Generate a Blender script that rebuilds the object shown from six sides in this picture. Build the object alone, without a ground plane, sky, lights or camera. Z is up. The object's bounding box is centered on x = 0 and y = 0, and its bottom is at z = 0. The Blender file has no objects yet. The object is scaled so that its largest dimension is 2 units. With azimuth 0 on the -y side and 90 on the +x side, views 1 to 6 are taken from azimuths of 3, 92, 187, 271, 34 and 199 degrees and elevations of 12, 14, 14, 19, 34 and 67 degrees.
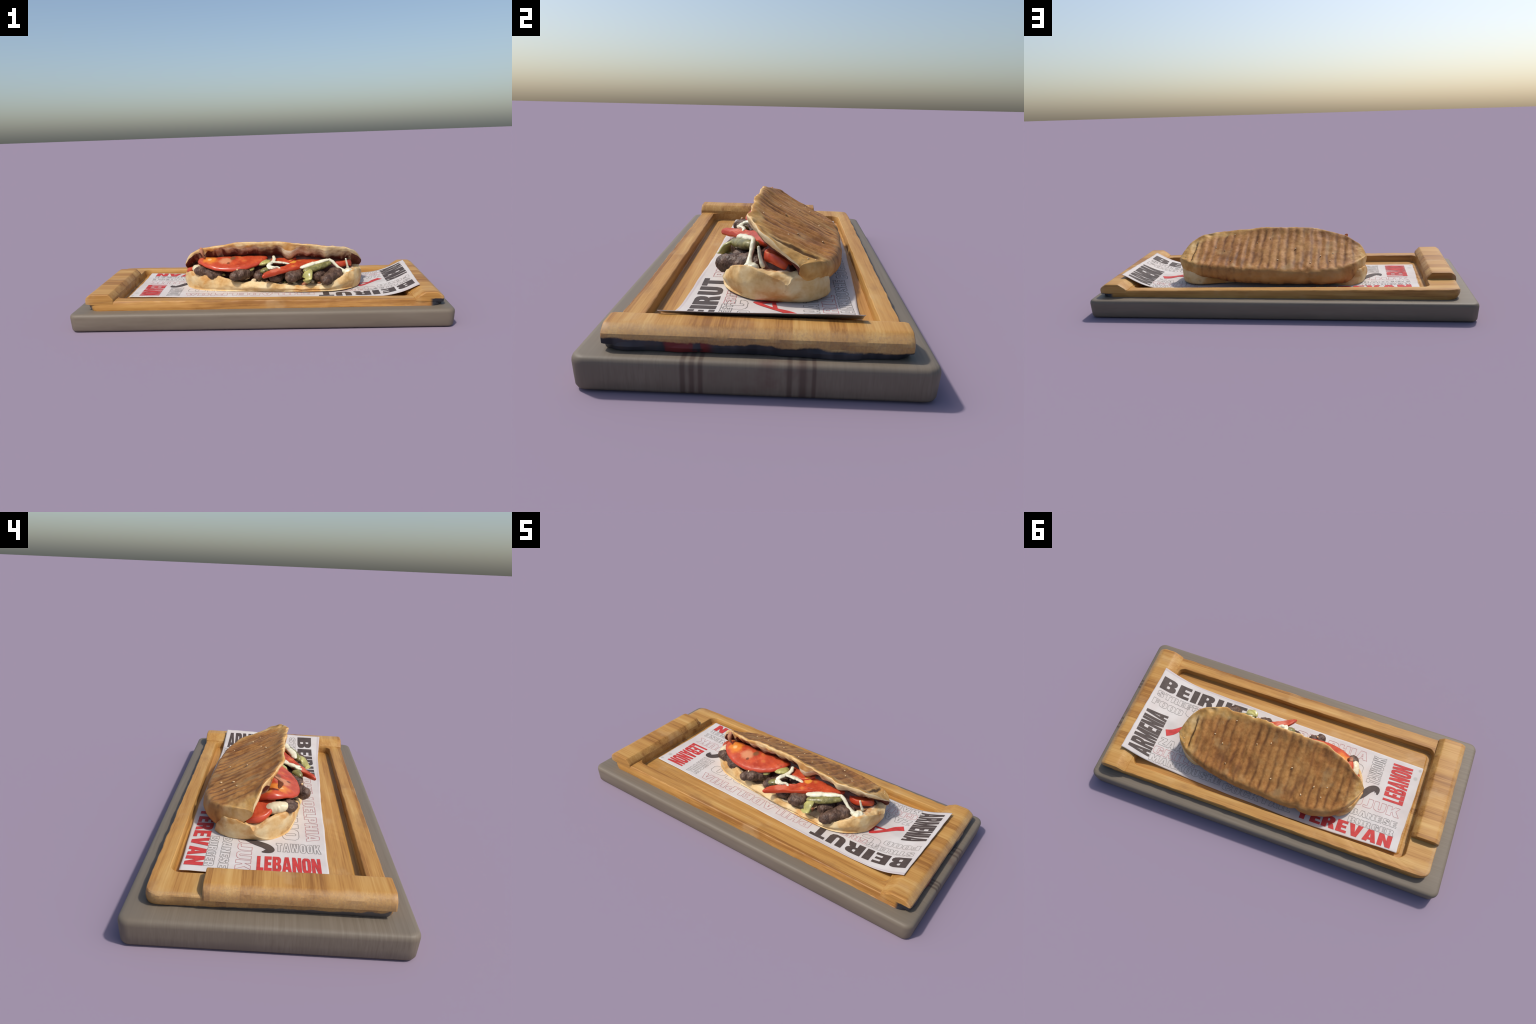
"""Toasted flatbread sandwich on printed paper, lying on a bamboo tray that rests on a grey wooden slab."""
import bpy, bmesh, math, random
from mathutils import Matrix, Vector, noise
from mathutils.geometry import tessellate_polygon

random.seed(7)
SCENE = bpy.context.scene.collection


# ------------------------------------------------------------------ helpers
def lerp(a, b, t):
    return a + (b - a) * t


def smooth(a, b, x):
    t = min(1.0, max(0.0, (x - a) / (b - a)))
    return t * t * (3 - 2 * t)


def curve1(table, x):
    """smooth (cosine-free cubic) interpolation through a short table of (x, value)"""
    if x <= table[0][0]:
        return table[0][1]
    if x >= table[-1][0]:
        return table[-1][1]
    for i in range(len(table) - 1):
        x0, y0 = table[i]
        x1, y1 = table[i + 1]
        if x <= x1:
            xm, ym = table[max(0, i - 1)]
            xp, yp = table[min(len(table) - 1, i + 2)]
            m0 = (y1 - ym) / max(1e-6, x1 - xm)
            m1 = (yp - y0) / max(1e-6, xp - x0)
            h = x1 - x0
            t = (x - x0) / h
            return ((2 * t ** 3 - 3 * t * t + 1) * y0 + (t ** 3 - 2 * t * t + t) * h * m0
                    + (-2 * t ** 3 + 3 * t * t) * y1 + (t ** 3 - t * t) * h * m1)


def n3(x, y, z, s=1.0, seed=0.0):
    return noise.noise(Vector((x * s + seed * 17.3, y * s - seed * 9.1, z * s + seed * 3.7)))


def fbm(x, y, z, s, seed=0.0, octaves=4):
    return noise.fractal(Vector((x * s + seed * 17.3, y * s - seed * 9.1, z * s + seed * 3.7)), 0.9, 2.1, octaves)


def add(name, mesh, parent=None, mats=(), smooth_shade=True):
    ob = bpy.data.objects.new(name, mesh)
    SCENE.objects.link(ob)
    for m in mats:
        mesh.materials.append(m)
    if smooth_shade:
        mesh.polygons.foreach_set("use_smooth", [True] * len(mesh.polygons))
    if parent:
        ob.parent = parent
    return ob


def empty(name, label, category, at=(0, 0, 0)):
    ob = bpy.data.objects.new(name, None)
    SCENE.objects.link(ob)
    ob["label"], ob["category"] = label, category
    return ob


def mesh_from(verts, faces, name):
    me = bpy.data.meshes.new(name)
    me.from_pydata([tuple(v) for v in verts], [], faces)
    me.update()
    bm = bmesh.new()
    bm.from_mesh(me)
    bmesh.ops.recalc_face_normals(bm, faces=bm.faces)
    bm.to_mesh(me)
    bm.free()
    return me


def sharpen(me, angle=35):
    me.set_sharp_from_angle(angle=math.radians(angle))


def rings_mesh(rings, name, cap_first=True, cap_last=True):
    """skin a list of closed rings with equal point counts"""
    n = len(rings[0])
    verts = [p for r in rings for p in r]
    faces = []
    for i in range(len(rings) - 1):
        for j in range(n):
            k = (j + 1) % n
            faces.append((i * n + j, i * n + k, (i + 1) * n + k, (i + 1) * n + j))
    if cap_first:
        faces.append(tuple(reversed(range(n))))
    if cap_last:
        b = (len(rings) - 1) * n
        faces.append(tuple(b + j for j in range(n)))
    return mesh_from(verts, faces, name)


def closed_spline(ctrl, per):
    """closed Catmull-Rom through the control points, per samples for each span"""
    out = []
    n = len(ctrl)
    for i in range(n):
        p0, p1, p2, p3 = ctrl[i - 1], ctrl[i], ctrl[(i + 1) % n], ctrl[(i + 2) % n]
        for k in range(per):
            t = k / per
            out.append(tuple(0.5 * (2 * b + (c - a) * t + (2 * a - 5 * b + 4 * c - d) * t * t
                                    + (3 * b - a - 3 * c + d) * t ** 3)
                             for a, b, c, d in zip(p0, p1, p2, p3)))
    return out


# ------------------------------------------------------------------ node helpers
class Nodes:
    def __init__(self, name):
        self.mat = bpy.data.materials.new(name)
        self.mat.use_nodes = True
        self.t = self.mat.node_tree
        self.bsdf = self.t.nodes["Principled BSDF"]
        co = self.t.nodes.new("ShaderNodeTexCoord")
        self.obj = co.outputs["Object"]
        sep = self.t.nodes.new("ShaderNodeSeparateXYZ")
        self.t.links.new(self.obj, sep.inputs[0])
        self.x, self.y, self.z = sep.outputs

    def put(self, sock, v):
        if isinstance(v, bpy.types.NodeSocket):
            self.t.links.new(v, sock)
        elif isinstance(v, (tuple, list)) and len(v) == 3 and sock.type == 'RGBA':
            sock.default_value = (*v, 1)
        else:
            sock.default_value = v

    def math(self, op, a, b=0.0, c=0.0, clamp=False):
        nd = self.t.nodes.new("ShaderNodeMath")
        nd.operation = op
        nd.use_clamp = clamp
        for s, v in zip(nd.inputs, (a, b, c)):
            self.put(s, v)
        return nd.outputs[0]

    def mapped(self, scale, rot=(0, 0, 0), loc=(0, 0, 0)):
        nd = self.t.nodes.new("ShaderNodeMapping")
        self.t.links.new(self.obj, nd.inputs[0])
        nd.inputs["Scale"].default_value = scale
        nd.inputs["Rotation"].default_value = rot
        nd.inputs["Location"].default_value = loc
        return nd.outputs[0]

    def noise(self, scale, vec=None, detail=4, rough=0.55, dist=0.0):
        nd = self.t.nodes.new("ShaderNodeTexNoise")
        self.t.links.new(vec if vec is not None else self.obj, nd.inputs["Vector"])
        nd.inputs["Scale"].default_value = scale
        nd.inputs["Detail"].default_value = detail
        nd.inputs["Roughness"].default_value = rough
        nd.inputs["Distortion"].default_value = dist
        return nd.outputs["Fac"]

    def white(self, v):
        nd = self.t.nodes.new("ShaderNodeTexWhiteNoise")
        nd.noise_dimensions = '1D'
        self.put(nd.inputs["W"], v)
        return nd.outputs["Value"]

    def voronoi(self, scale, vec=None, out="Distance"):
        nd = self.t.nodes.new("ShaderNodeTexVoronoi")
        self.t.links.new(vec if vec is not None else self.obj, nd.inputs["Vector"])
        nd.inputs["Scale"].default_value = scale
        return nd.outputs[out]

    def step(self, v, a, b):
        """0 below a, 1 above b, smooth between (a may be above b)"""
        nd = self.t.nodes.new("ShaderNodeMapRange")
        nd.interpolation_type = 'SMOOTHSTEP'
        flip = a > b
        self.put(nd.inputs["Value"], v)
        nd.inputs["From Min"].default_value = min(a, b)
        nd.inputs["From Max"].default_value = max(a, b)
        nd.inputs["To Min"].default_value = 1.0 if flip else 0.0
        nd.inputs["To Max"].default_value = 0.0 if flip else 1.0
        return nd.outputs[0]

    def ramp(self, fac, *stops):
        nd = self.t.nodes.new("ShaderNodeValToRGB")
        self.put(nd.inputs[0], fac)
        e = nd.color_ramp.elements
        while len(e) < len(stops):
            e.new(0.5)
        for el, (p, c) in zip(e, stops):
            el.position = p
            el.color = (*c, 1)
        return nd.outputs[0]

    def mix(self, fac, a, b, mode='MIX'):
        nd = self.t.nodes.new("ShaderNodeMix")
        nd.data_type = 'RGBA'
        nd.blend_type = mode
        self.put(nd.inputs[0], fac)
        self.put(nd.inputs[6], a)
        self.put(nd.inputs[7], b)
        return nd.outputs[2]

    def bump(self, height, strength=0.3, dist=0.004):
        nd = self.t.nodes.new("ShaderNodeBump")
        nd.inputs["Strength"].default_value = strength
        nd.inputs["Distance"].default_value = dist
        self.put(nd.inputs["Height"], height)
        self.t.links.new(nd.outputs[0], self.bsdf.inputs["Normal"])

    def done(self, color, rough=0.6, spec=0.3, **kw):
        self.put(self.bsdf.inputs["Base Color"], color)
        self.put(self.bsdf.inputs["Roughness"], rough)
        self.bsdf.inputs["Specular IOR Level"].default_value = spec
        for k, v in kw.items():
            self.put(self.bsdf.inputs[k], v)
        return self.mat


def plain(name, color, rough=0.7, spec=0.2, vary=0.0, scale=20, **kw):
    m = Nodes(name)
    c = color
    if vary:
        f = m.noise(scale)
        c = m.ramp(f, (0.3, tuple(k * (1 - vary) for k in color)), (0.7, tuple(min(1, k * (1 + vary)) for k in color)))
    return m.done(c, rough, spec, **kw)


# ------------------------------------------------------------------ materials
def slab_material():
    m = Nodes("weathered_grey_wood")
    grain = m.noise(1.0, m.mapped((3, 130, 14)), 5, 0.6)
    broad = m.noise(1.0, m.mapped((0.8, 6, 4)), 3)
    col = m.ramp(grain, (0.25, (0.150, 0.119, 0.085)), (0.5, (0.180, 0.146, 0.107)), (0.78, (0.212, 0.177, 0.134)))
    col = m.mix(m.step(broad, 0.35, 0.75), col, (0.165, 0.134, 0.098))
    # dark vertical stains on the short side
    side = m.step(m.x, 0.90, 0.97)
    for y, w in ((-0.179, 0.010), (-0.156, 0.010), (-0.134, 0.009), (0.089, 0.010), (0.122, 0.014), (0.150, 0.008)):
        d = m.math('ABSOLUTE', m.math('SUBTRACT', m.y, y))
        col = m.mix(m.math('MULTIPLY', m.math('MULTIPLY', side, m.step(d, w, w * 0.3)), 0.62), col, (0.055, 0.030, 0.022))
    blot = m.math('MULTIPLY', m.step(m.noise(9.0), 0.5, 0.68), m.step(m.math('ABSOLUTE', m.math('SUBTRACT', m.y, 0.0)), 0.2, 0.08))
    col = m.mix(m.math('MULTIPLY', m.math('MULTIPLY', side, blot), 0.5), col, (0.12, 0.062, 0.048))
    m.bump(grain, 0.12, 0.003)
    return m.done(col, 0.55, 0.35)


def bamboo_material(name="bamboo", ends=False, strip=0.034):
    m = Nodes(name)
    idx = m.math('FLOOR', m.math('DIVIDE', m.y, strip))
    tone = m.white(idx)
    grain = m.noise(1.0, m.mapped((4, 170, 120)), 5, 0.6)
    flow = m.noise(1.0, m.mapped((1.6, 22, 22)), 4, 0.55)
    f = m.math('ADD', m.math('MULTIPLY', grain, 0.45), m.math('MULTIPLY', flow, 0.55))
    f = m.math('ADD', f, m.math('MULTIPLY', m.math('SUBTRACT', tone, 0.5), 0.22))
    col = m.ramp(f, (0.32, (0.27, 0.112, 0.024)), (0.43, (0.405, 0.192, 0.046)), (0.55, (0.48, 0.250, 0.066)),
                 (0.72, (0.575, 0.345, 0.115)))
    # bamboo nodes: small darker knots across the grain
    knot = m.step(m.voronoi(1.0, m.mapped((2.3, 11, 9))), 0.13, 0.03)
    col = m.mix(m.math('MULTIPLY', knot, 0.55), col, (0.30, 0.115, 0.028))
    dark = m.step(m.noise(1.0, m.mapped((3.5, 9, 30), loc=(3, 1, 0)), 4), 0.56, 0.75)
    col = m.mix(m.math('MULTIPLY', dark, 0.5), col, (0.235, 0.105, 0.036))
    pale = m.step(m.noise(7.0, None, 3), 0.58, 0.75)
    col = m.mix(m.math('MULTIPLY', pale, 0.35), col, (0.52, 0.34, 0.16))
    if ends:
        # cut fibre ends show as fine speckles on the short faces
        face = m.math('ADD', m.step(m.x, 0.925, 0.945), m.step(m.x, -0.895, -0.915), clamp=True)
        speck = m.step(m.noise(150.0, None, 3), 0.48, 0.62)
        col = m.mix(m.math('MULTIPLY', m.math('MULTIPLY', face, speck), 0.45), col, (0.30, 0.165, 0.075))
        col = m.mix(m.math('MULTIPLY', face, 0.3), col, (0.50, 0.345, 0.19))
        # shadow gap under the short ends painted on: black-blue, with baked red background smudges
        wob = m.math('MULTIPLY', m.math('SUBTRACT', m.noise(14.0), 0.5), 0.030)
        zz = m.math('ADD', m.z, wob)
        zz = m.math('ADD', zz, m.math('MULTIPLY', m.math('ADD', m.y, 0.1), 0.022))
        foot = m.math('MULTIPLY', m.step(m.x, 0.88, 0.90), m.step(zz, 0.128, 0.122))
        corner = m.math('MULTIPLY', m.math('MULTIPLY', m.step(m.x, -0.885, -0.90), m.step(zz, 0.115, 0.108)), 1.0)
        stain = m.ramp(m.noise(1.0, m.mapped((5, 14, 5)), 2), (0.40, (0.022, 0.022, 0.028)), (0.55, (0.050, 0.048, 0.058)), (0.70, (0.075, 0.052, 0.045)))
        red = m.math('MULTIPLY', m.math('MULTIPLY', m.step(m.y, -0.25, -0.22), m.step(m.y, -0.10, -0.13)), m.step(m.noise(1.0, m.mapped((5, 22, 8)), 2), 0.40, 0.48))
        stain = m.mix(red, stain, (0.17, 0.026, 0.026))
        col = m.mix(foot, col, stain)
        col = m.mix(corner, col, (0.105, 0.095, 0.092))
    m.bump(grain, 0.10, 0.002)
    return m.done(col, 0.5, 0.3)


def paper_material():
    m = Nodes("greaseproof_paper")
    f = m.noise(9.0, None, 3)
    col = m.ramp(f, (0.35, (0.575, 0.515, 0.480)), (0.65, (0.62, 0.580, 0.545)))
    grease = m.step(m.noise(5.0, m.mapped((1, 1, 1), loc=(4, 2, 0)), 3), 0.58, 0.74)
    col = m.mix(m.math('MULTIPLY', grease, 0.45), col, (0.46, 0.44, 0.42))
    for gx, gy, r in ((-0.715, -0.13, 0.016), (-0.728, -0.185, 0.012)):
        d = m.math('SQRT', m.math('ADD', m.math('POWER', m.math('SUBTRACT', m.x, gx), 2.0),
                                  m.math('POWER', m.math('SUBTRACT', m.y, gy), 2.0)))
        col = m.mix(m.math('MULTIPLY', m.step(d, r, r * 0.4), 0.5), col, (0.33, 0.32, 0.27))
    edge = m.math('SUBTRACT', m.y, m.math('SUBTRACT', -0.226, m.math('MULTIPLY', m.x, 0.048)))
    col = m.mix(m.math('MULTIPLY', m.math('MULTIPLY', m.step(edge, 0.016, 0.010), m.step(m.x, 0.1, 0.4)), 0.55), col, (0.42, 0.35, 0.36))
    m.bump(m.noise(26.0, None, 3), 0.15, 0.004)
    return m.done(col, 0.65, 0.25)


RIDGE = 0.0455
RIDGE_AT = -0.068


def crust_material():
    """grilled top of the bread: brown with darker press lines, golden towards the rim"""
    m = Nodes("grilled_crust")
    wob = m.math('MULTIPLY', m.math('SUBTRACT', m.noise(7.0, None, 3), 0.5), 0.040)
    xx = m.math('ADD', m.math('SUBTRACT', m.x, RIDGE_AT), wob)
    ph = m.math('MULTIPLY', xx, 2 * math.pi / RIDGE)
    line = m.math('POWER', m.math('ADD', m.math('MULTIPLY', m.math('COSINE', ph), 0.5), 0.5), 3.2)
    patch = m.step(m.noise(7.0, m.mapped((1.4, 1, 1), loc=(2, 5, 1)), 4), 0.34, 0.62)
    mott = m.noise(24.0, None, 6, 0.65)
    big = m.noise(4.2, m.mapped((1, 1.2, 1), loc=(1, 0, 2)), 3)
    base = m.ramp(m.math('ADD', m.math('ADD', m.math('MULTIPLY', mott, 0.45), m.math('MULTIPLY', big, 0.30)), m.math('MULTIPLY', m.noise(75.0, None, 4, 0.7), 0.25)),
                  (0.36, (0.25, 0.092, 0.022)), (0.46, (0.385, 0.162, 0.042)), (0.56, (0.49, 0.232, 0.066)), (0.70, (0.60, 0.325, 0.115)))
    lines = m.math('MULTIPLY', m.math('MULTIPLY', line, m.math('ADD', m.math('MULTIPLY', patch, 0.80), 0.12)), 0.85)
    top = m.mix(lines, base, (0.125, 0.045, 0.016))
    scorch = m.step(m.noise(11.0, m.mapped((1, 0.7, 1), loc=(7, 3, 1)), 4), 0.54, 0.72)
    top = m.mix(m.math('MULTIPLY', scorch, 0.55), top, (0.17, 0.068, 0.026))
    flour = m.step(m.noise(9.0, m.mapped((1, 1, 1), loc=(11, 3, 4)), 5), 0.56, 0.70)
    top = m.mix(m.math('MULTIPLY', flour, 0.5), top, (0.46, 0.29, 0.12))
    # the pressed area is an oval in plan; outside it the crust is paler and golden
    side = m.ramp(m.noise(13.0, None, 4), (0.30, (0.38, 0.165, 0.036)), (0.48, (0.57, 0.315, 0.092)), (0.68, (0.71, 0.475, 0.21)))
    ex = m.math('DIVIDE', m.math('SUBTRACT', m.x, 0.042), 0.462)
    mid = m.math('SUBTRACT', 0.120, m.math('MULTIPLY', m.x, 0.0))
    ey = m.math('DIVIDE', m.math('SUBTRACT', m.y, mid), 0.158)
    r = m.math('ADD', m.math('POWER', m.math('ABSOLUTE', ex), 3.4), m.math('POWER', m.math('ABSOLUTE', ey), 3.4))
    r = m.math('ADD', r, m.math('MULTIPLY', m.math('SUBTRACT', m.noise(16.0, None, 3), 0.5), 0.9))
    pressed = m.step(r, 1.15, 0.72)
    back = m.step(m.math('ADD', m.y, m.math('MULTIPLY', m.z, 0.0)), 0.20, 0.25)
    side = m.mix(m.math('MULTIPLY', back, 0.75), side, m.ramp(m.noise(15.0, None, 4), (0.3, (0.33, 0.130, 0.032)), (0.7, (0.49, 0.235, 0.070))))
    col = m.mix(pressed, side, top)
    # black split where the press caught the short end
    cx = m.math('ADD', m.math('SUBTRACT', m.x, 0.507), m.math('MULTIPLY', m.math('SUBTRACT', m.noise(18.0, None, 2), 0.5), 0.03))
    crack = m.math('MULTIPLY', m.step(m.math('ABSOLUTE', cx), 0.008, 0.002), m.math('MULTIPLY', m.step(m.y, 0.0, 0.04), m.step(m.y, 0.20, 0.16)))
    col = m.mix(m.math('MULTIPLY', crack, 0.8), col, (0.06, 0.025, 0.012))
    m.bump(m.math('ADD', mott, m.math('MULTIPLY', m.noise(90.0, None, 3), 0.4)), 0.35, 0.004)
    return m.done(col, 0.62, 0.25)


def pale_crust_material():
    m = Nodes("pale_crust")
    f = m.noise(11.0, None, 5, 0.6)
    col = m.ramp(f, (0.28, (0.48, 0.250, 0.072)), (0.44, (0.66, 0.435, 0.190)), (0.60, (0.74, 0.565, 0.310)), (0.8, (0.79, 0.645, 0.40)))
    tan = m.step(m.noise(8.0, m.mapped((1, 1, 1.6), loc=(3, 8, 2)), 4), 0.52, 0.68)
    col = m.mix(m.math('MULTIPLY', tan, 0.8), col, (0.52, 0.235, 0.050))
    brown = m.step(m.noise(19.0, m.mapped((1, 1, 1), loc=(6, 1, 2)), 4), 0.64, 0.74)
    col = m.mix(m.math('MULTIPLY', brown, 0.6), col, (0.30, 0.120, 0.035))
    m.bump(m.noise(45.0, None, 4), 0.25, 0.004)
    return m.done(col, 0.6, 0.25)


def crumb_material(name, stained):
    m = Nodes(name)
    f = m.noise(26.0, None, 5, 0.65)
    col = m.ramp(f, (0.3, (0.60, 0.41, 0.21)), (0.5, (0.72, 0.56, 0.36)), (0.7, (0.79, 0.68, 0.50)))
    oil = m.step(m.noise(12.0, m.mapped((1, 1, 1), loc=(5, 5, 5)), 4), 0.47, 0.64)
    if stained:
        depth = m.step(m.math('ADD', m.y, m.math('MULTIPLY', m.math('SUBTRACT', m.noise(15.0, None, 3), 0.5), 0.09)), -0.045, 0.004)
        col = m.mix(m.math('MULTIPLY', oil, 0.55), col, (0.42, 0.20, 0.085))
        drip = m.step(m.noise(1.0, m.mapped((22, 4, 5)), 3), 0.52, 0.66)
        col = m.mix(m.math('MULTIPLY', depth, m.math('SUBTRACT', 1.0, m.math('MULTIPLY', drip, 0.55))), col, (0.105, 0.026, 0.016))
    else:
        col = m.mix(m.math('MULTIPLY', oil, 0.75), col, (0.58, 0.27, 0.06))
    m.bump(m.math('ADD', f, m.noise(70.0, None, 3)), 0.45, 0.005)
    return m.done(col, 0.7, 0.2)


def tomato_material():
    m = Nodes("tomato_flesh")
    f = m.noise(18.0, None, 4)
    col = m.ramp(f, (0.3, (0.38, 0.040, 0.015)), (0.55, (0.53, 0.076, 0.026)), (0.75, (0.60, 0.125, 0.045)))
    cell = m.voronoi(16.0, m.mapped((1, 1.3, 1), loc=(0.3, 0.2, 0)))
    jelly = m.math('MULTIPLY', m.step(cell, 0.36, 0.12), m.step(m.noise(7.0, m.mapped((1, 1, 1), loc=(2, 2, 8)), 2), 0.40, 0.56))
    col = m.mix(m.math('MULTIPLY', jelly, 0.85), col, (0.66, 0.255, 0.055))
    def spot(cx, cy, r, color, amount, base):
        wob = m.math('MULTIPLY', m.math('SUBTRACT', m.noise(26.0, None, 3), 0.5), r * 0.9)
        d = m.math('SQRT', m.math('ADD', m.math('POWER', m.math('SUBTRACT', m.x, cx), 2.0), m.math('POWER', m.math('SUBTRACT', m.y, cy), 2.0)))
        return m.mix(m.math('MULTIPLY', m.step(m.math('ADD', d, wob), r, r * 0.45), amount), base, color)
    col = spot(-0.295, -0.022, 0.055, (0.72, 0.235, 0.030), 0.9, col)
    col = spot(-0.300, -0.030, 0.016, (0.80, 0.50, 0.20), 0.8, col)  # glint on the wet slice, coloured in as a pale spot
    col = spot(-0.205, -0.040, 0.045, (0.62, 0.270, 0.130), 0.85, col)
    col = spot(-0.188, -0.064, 0.013, (0.12, 0.03, 0.015), 0.8, col)
    col = spot(-0.165, -0.015, 0.022, (0.15, 0.085, 0.035), 0.8, col)
    col = spot(0.182, -0.022, 0.024, (0.74, 0.33, 0.05), 0.9, col)
    col = spot(0.080, -0.130, 0.040, (0.60, 0.170, 0.100), 0.7, col)
    pit = m.step(m.noise(30.0, m.mapped((1, 1, 1), loc=(9, 2, 8)), 2), 0.66, 0.74)
    col = m.mix(m.math('MULTIPLY', pit, 0.6), col, (0.14, 0.04, 0.02))
    streak = m.step(m.noise(40.0, None, 3), 0.58, 0.72)
    col = m.mix(m.math('MULTIPLY', streak, 0.30), col, (0.66, 0.22, 0.10))
    m.bump(m.noise(40.0, None, 3), 0.25, 0.004)
    return m.done(col, 0.40, 0.35, **{"Subsurface Weight": 0.08, "Subsurface Radius": (0.02, 0.006, 0.003), "Subsurface Scale": 0.5})


def skin_material():
    m = Nodes("tomato_skin")
    col = m.ramp(m.noise(12.0, None, 3), (0.3, (0.45, 0.040, 0.015)), (0.7, (0.58, 0.075, 0.026)))
    return m.done(col, 0.28, 0.5)


def sausage_material():
    m = Nodes("charred_sausage")
    f = m.noise(34.0, None, 6, 0.68)
    col = m.ramp(f, (0.30, (0.034, 0.019, 0.013)), (0.46, (0.088, 0.050, 0.035)), (0.60, (0.150, 0.090, 0.060)), (0.76, (0.28, 0.170, 0.100)))
    m.bump(m.math('ADD', f, m.voronoi(110.0)), 0.5, 0.004)
    return m.done(col, 0.5, 0.3)


def pickle_material():
    m = Nodes("pickle_flesh")
    f = m.noise(26.0, None, 4)
    col = m.ramp(f, (0.3, (0.060, 0.058, 0.018)), (0.5, (0.185, 0.168, 0.050)), (0.72, (0.36, 0.32, 0.12)))
    seed = m.step(m.voronoi(75.0), 0.25, 0.12)
    col = m.mix(m.math('MULTIPLY', seed, 0.4), col, (0.46, 0.42, 0.20))
    return m.done(col, 0.3, 0.5)


MAT = dict(
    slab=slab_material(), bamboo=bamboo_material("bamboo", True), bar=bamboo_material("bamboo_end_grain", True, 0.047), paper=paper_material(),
    crust=crust_material(), pale=pale_crust_material(), crumb=crumb_material("bread_crumb", False),
    inner=crumb_material("stained_crumb", True), tomato=tomato_material(), skin=skin_material(), sausage=sausage_material(),
    pickle=pickle_material(),
    pickle_pale=plain("pickle_pale", (0.40, 0.37, 0.12), 0.3, 0.5, 0.3, 30),
    sauce=plain("garlic_sauce", (0.74, 0.71, 0.53), 0.3, 0.5, 0.10, 25),
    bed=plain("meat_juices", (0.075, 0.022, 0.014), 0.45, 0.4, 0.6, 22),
    brown_ink=plain("dark_brown_ink", (0.075, 0.055, 0.048), 0.6, 0.25, 0.18, 40),
    red_ink=plain("red_ink", (0.52, 0.045, 0.042), 0.6, 0.25, 0.15, 40),
    grey_line=plain("grey_line_ink", (0.24, 0.22, 0.20), 0.6, 0.2),
    pink_line=plain("pink_line_ink", (0.50, 0.20, 0.20), 0.6, 0.2),
    cream=plain("garlic_cream", (0.72, 0.62, 0.40), 0.35, 0.4, 0.12, 20),
    strip=plain("stained_bread", (0.40, 0.165, 0.085), 0.6, 0.25, 0.4, 30),
    seed=plain("sesame", (0.66, 0.48, 0.26), 0.5, 0.3, 0.1),
)


# ------------------------------------------------------------------ grey slab
def rounded_rect(x0, x1, y0, y1, r, z, seg=10, along=60, across=30):
    """counter-clockwise ring: straight sides are subdivided so that they can be roughened"""
    pts = []
    corners = ((x1 - r, y0 + r, -90), (x1 - r, y1 - r, 0), (x0 + r, y1 - r, 90), (x0 + r, y0 + r, 180))
    for i, (cx, cy, a0) in enumerate(corners):
        for k in range(seg + 1):
            a = math.radians(a0 + 90 * k / seg)
            pts.append((cx + r * math.cos(a), cy + r * math.sin(a), z))
        nx, ny, na = corners[(i + 1) % 4]
        a = math.radians(na)
        end = (nx + r * math.cos(a), ny + r * math.sin(a), z)
        st = pts[-1]
        m = across if i % 2 == 0 else along
        for k in range(1, m):
            t = k / m
            pts.append((lerp(st[0], end[0], t), lerp(st[1], end[1], t), z))
    return pts


SLAB_TOP = 0.095


def build_slab():
    prof = [(0.024, 0.0), (0.011, 0.003), (0.006, 0.011), (0.003, 0.04), (0.0, 0.074), (0.0008, 0.082), (0.004, 0.089), (0.010, 0.0935), (0.020, SLAB_TOP),
            (0.06, SLAB_TOP)]
    rings = [rounded_rect(-1.0 + d, 1.0 - d, -0.470 + d, 0.470 - d, max(0.042 - d, 0.012), z) for d, z in prof]
    me = rings_mesh(rings, "wooden_slab")
    sharpen(me, 60)
    ob = add("wooden_slab", me, None, [MAT["slab"]])
    ob["label"] = "grey-brown rectangular wooden slab with rounded edges"
    ob["category"] = "serving board"
    return ob


# ------------------------------------------------------------------ bamboo tray
RIM, FLOOR = 0.1445, 0.1100


def tilt(x, z):
    """the tray sags towards its high-x end; its feet stay on the slab"""
    return z - (0.0065 + 0.0095 * x) * smooth(0.094, 0.112, z)


X0, X1, Y0, Y1 = -0.922, 0.945, -0.402, 0.402


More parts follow.
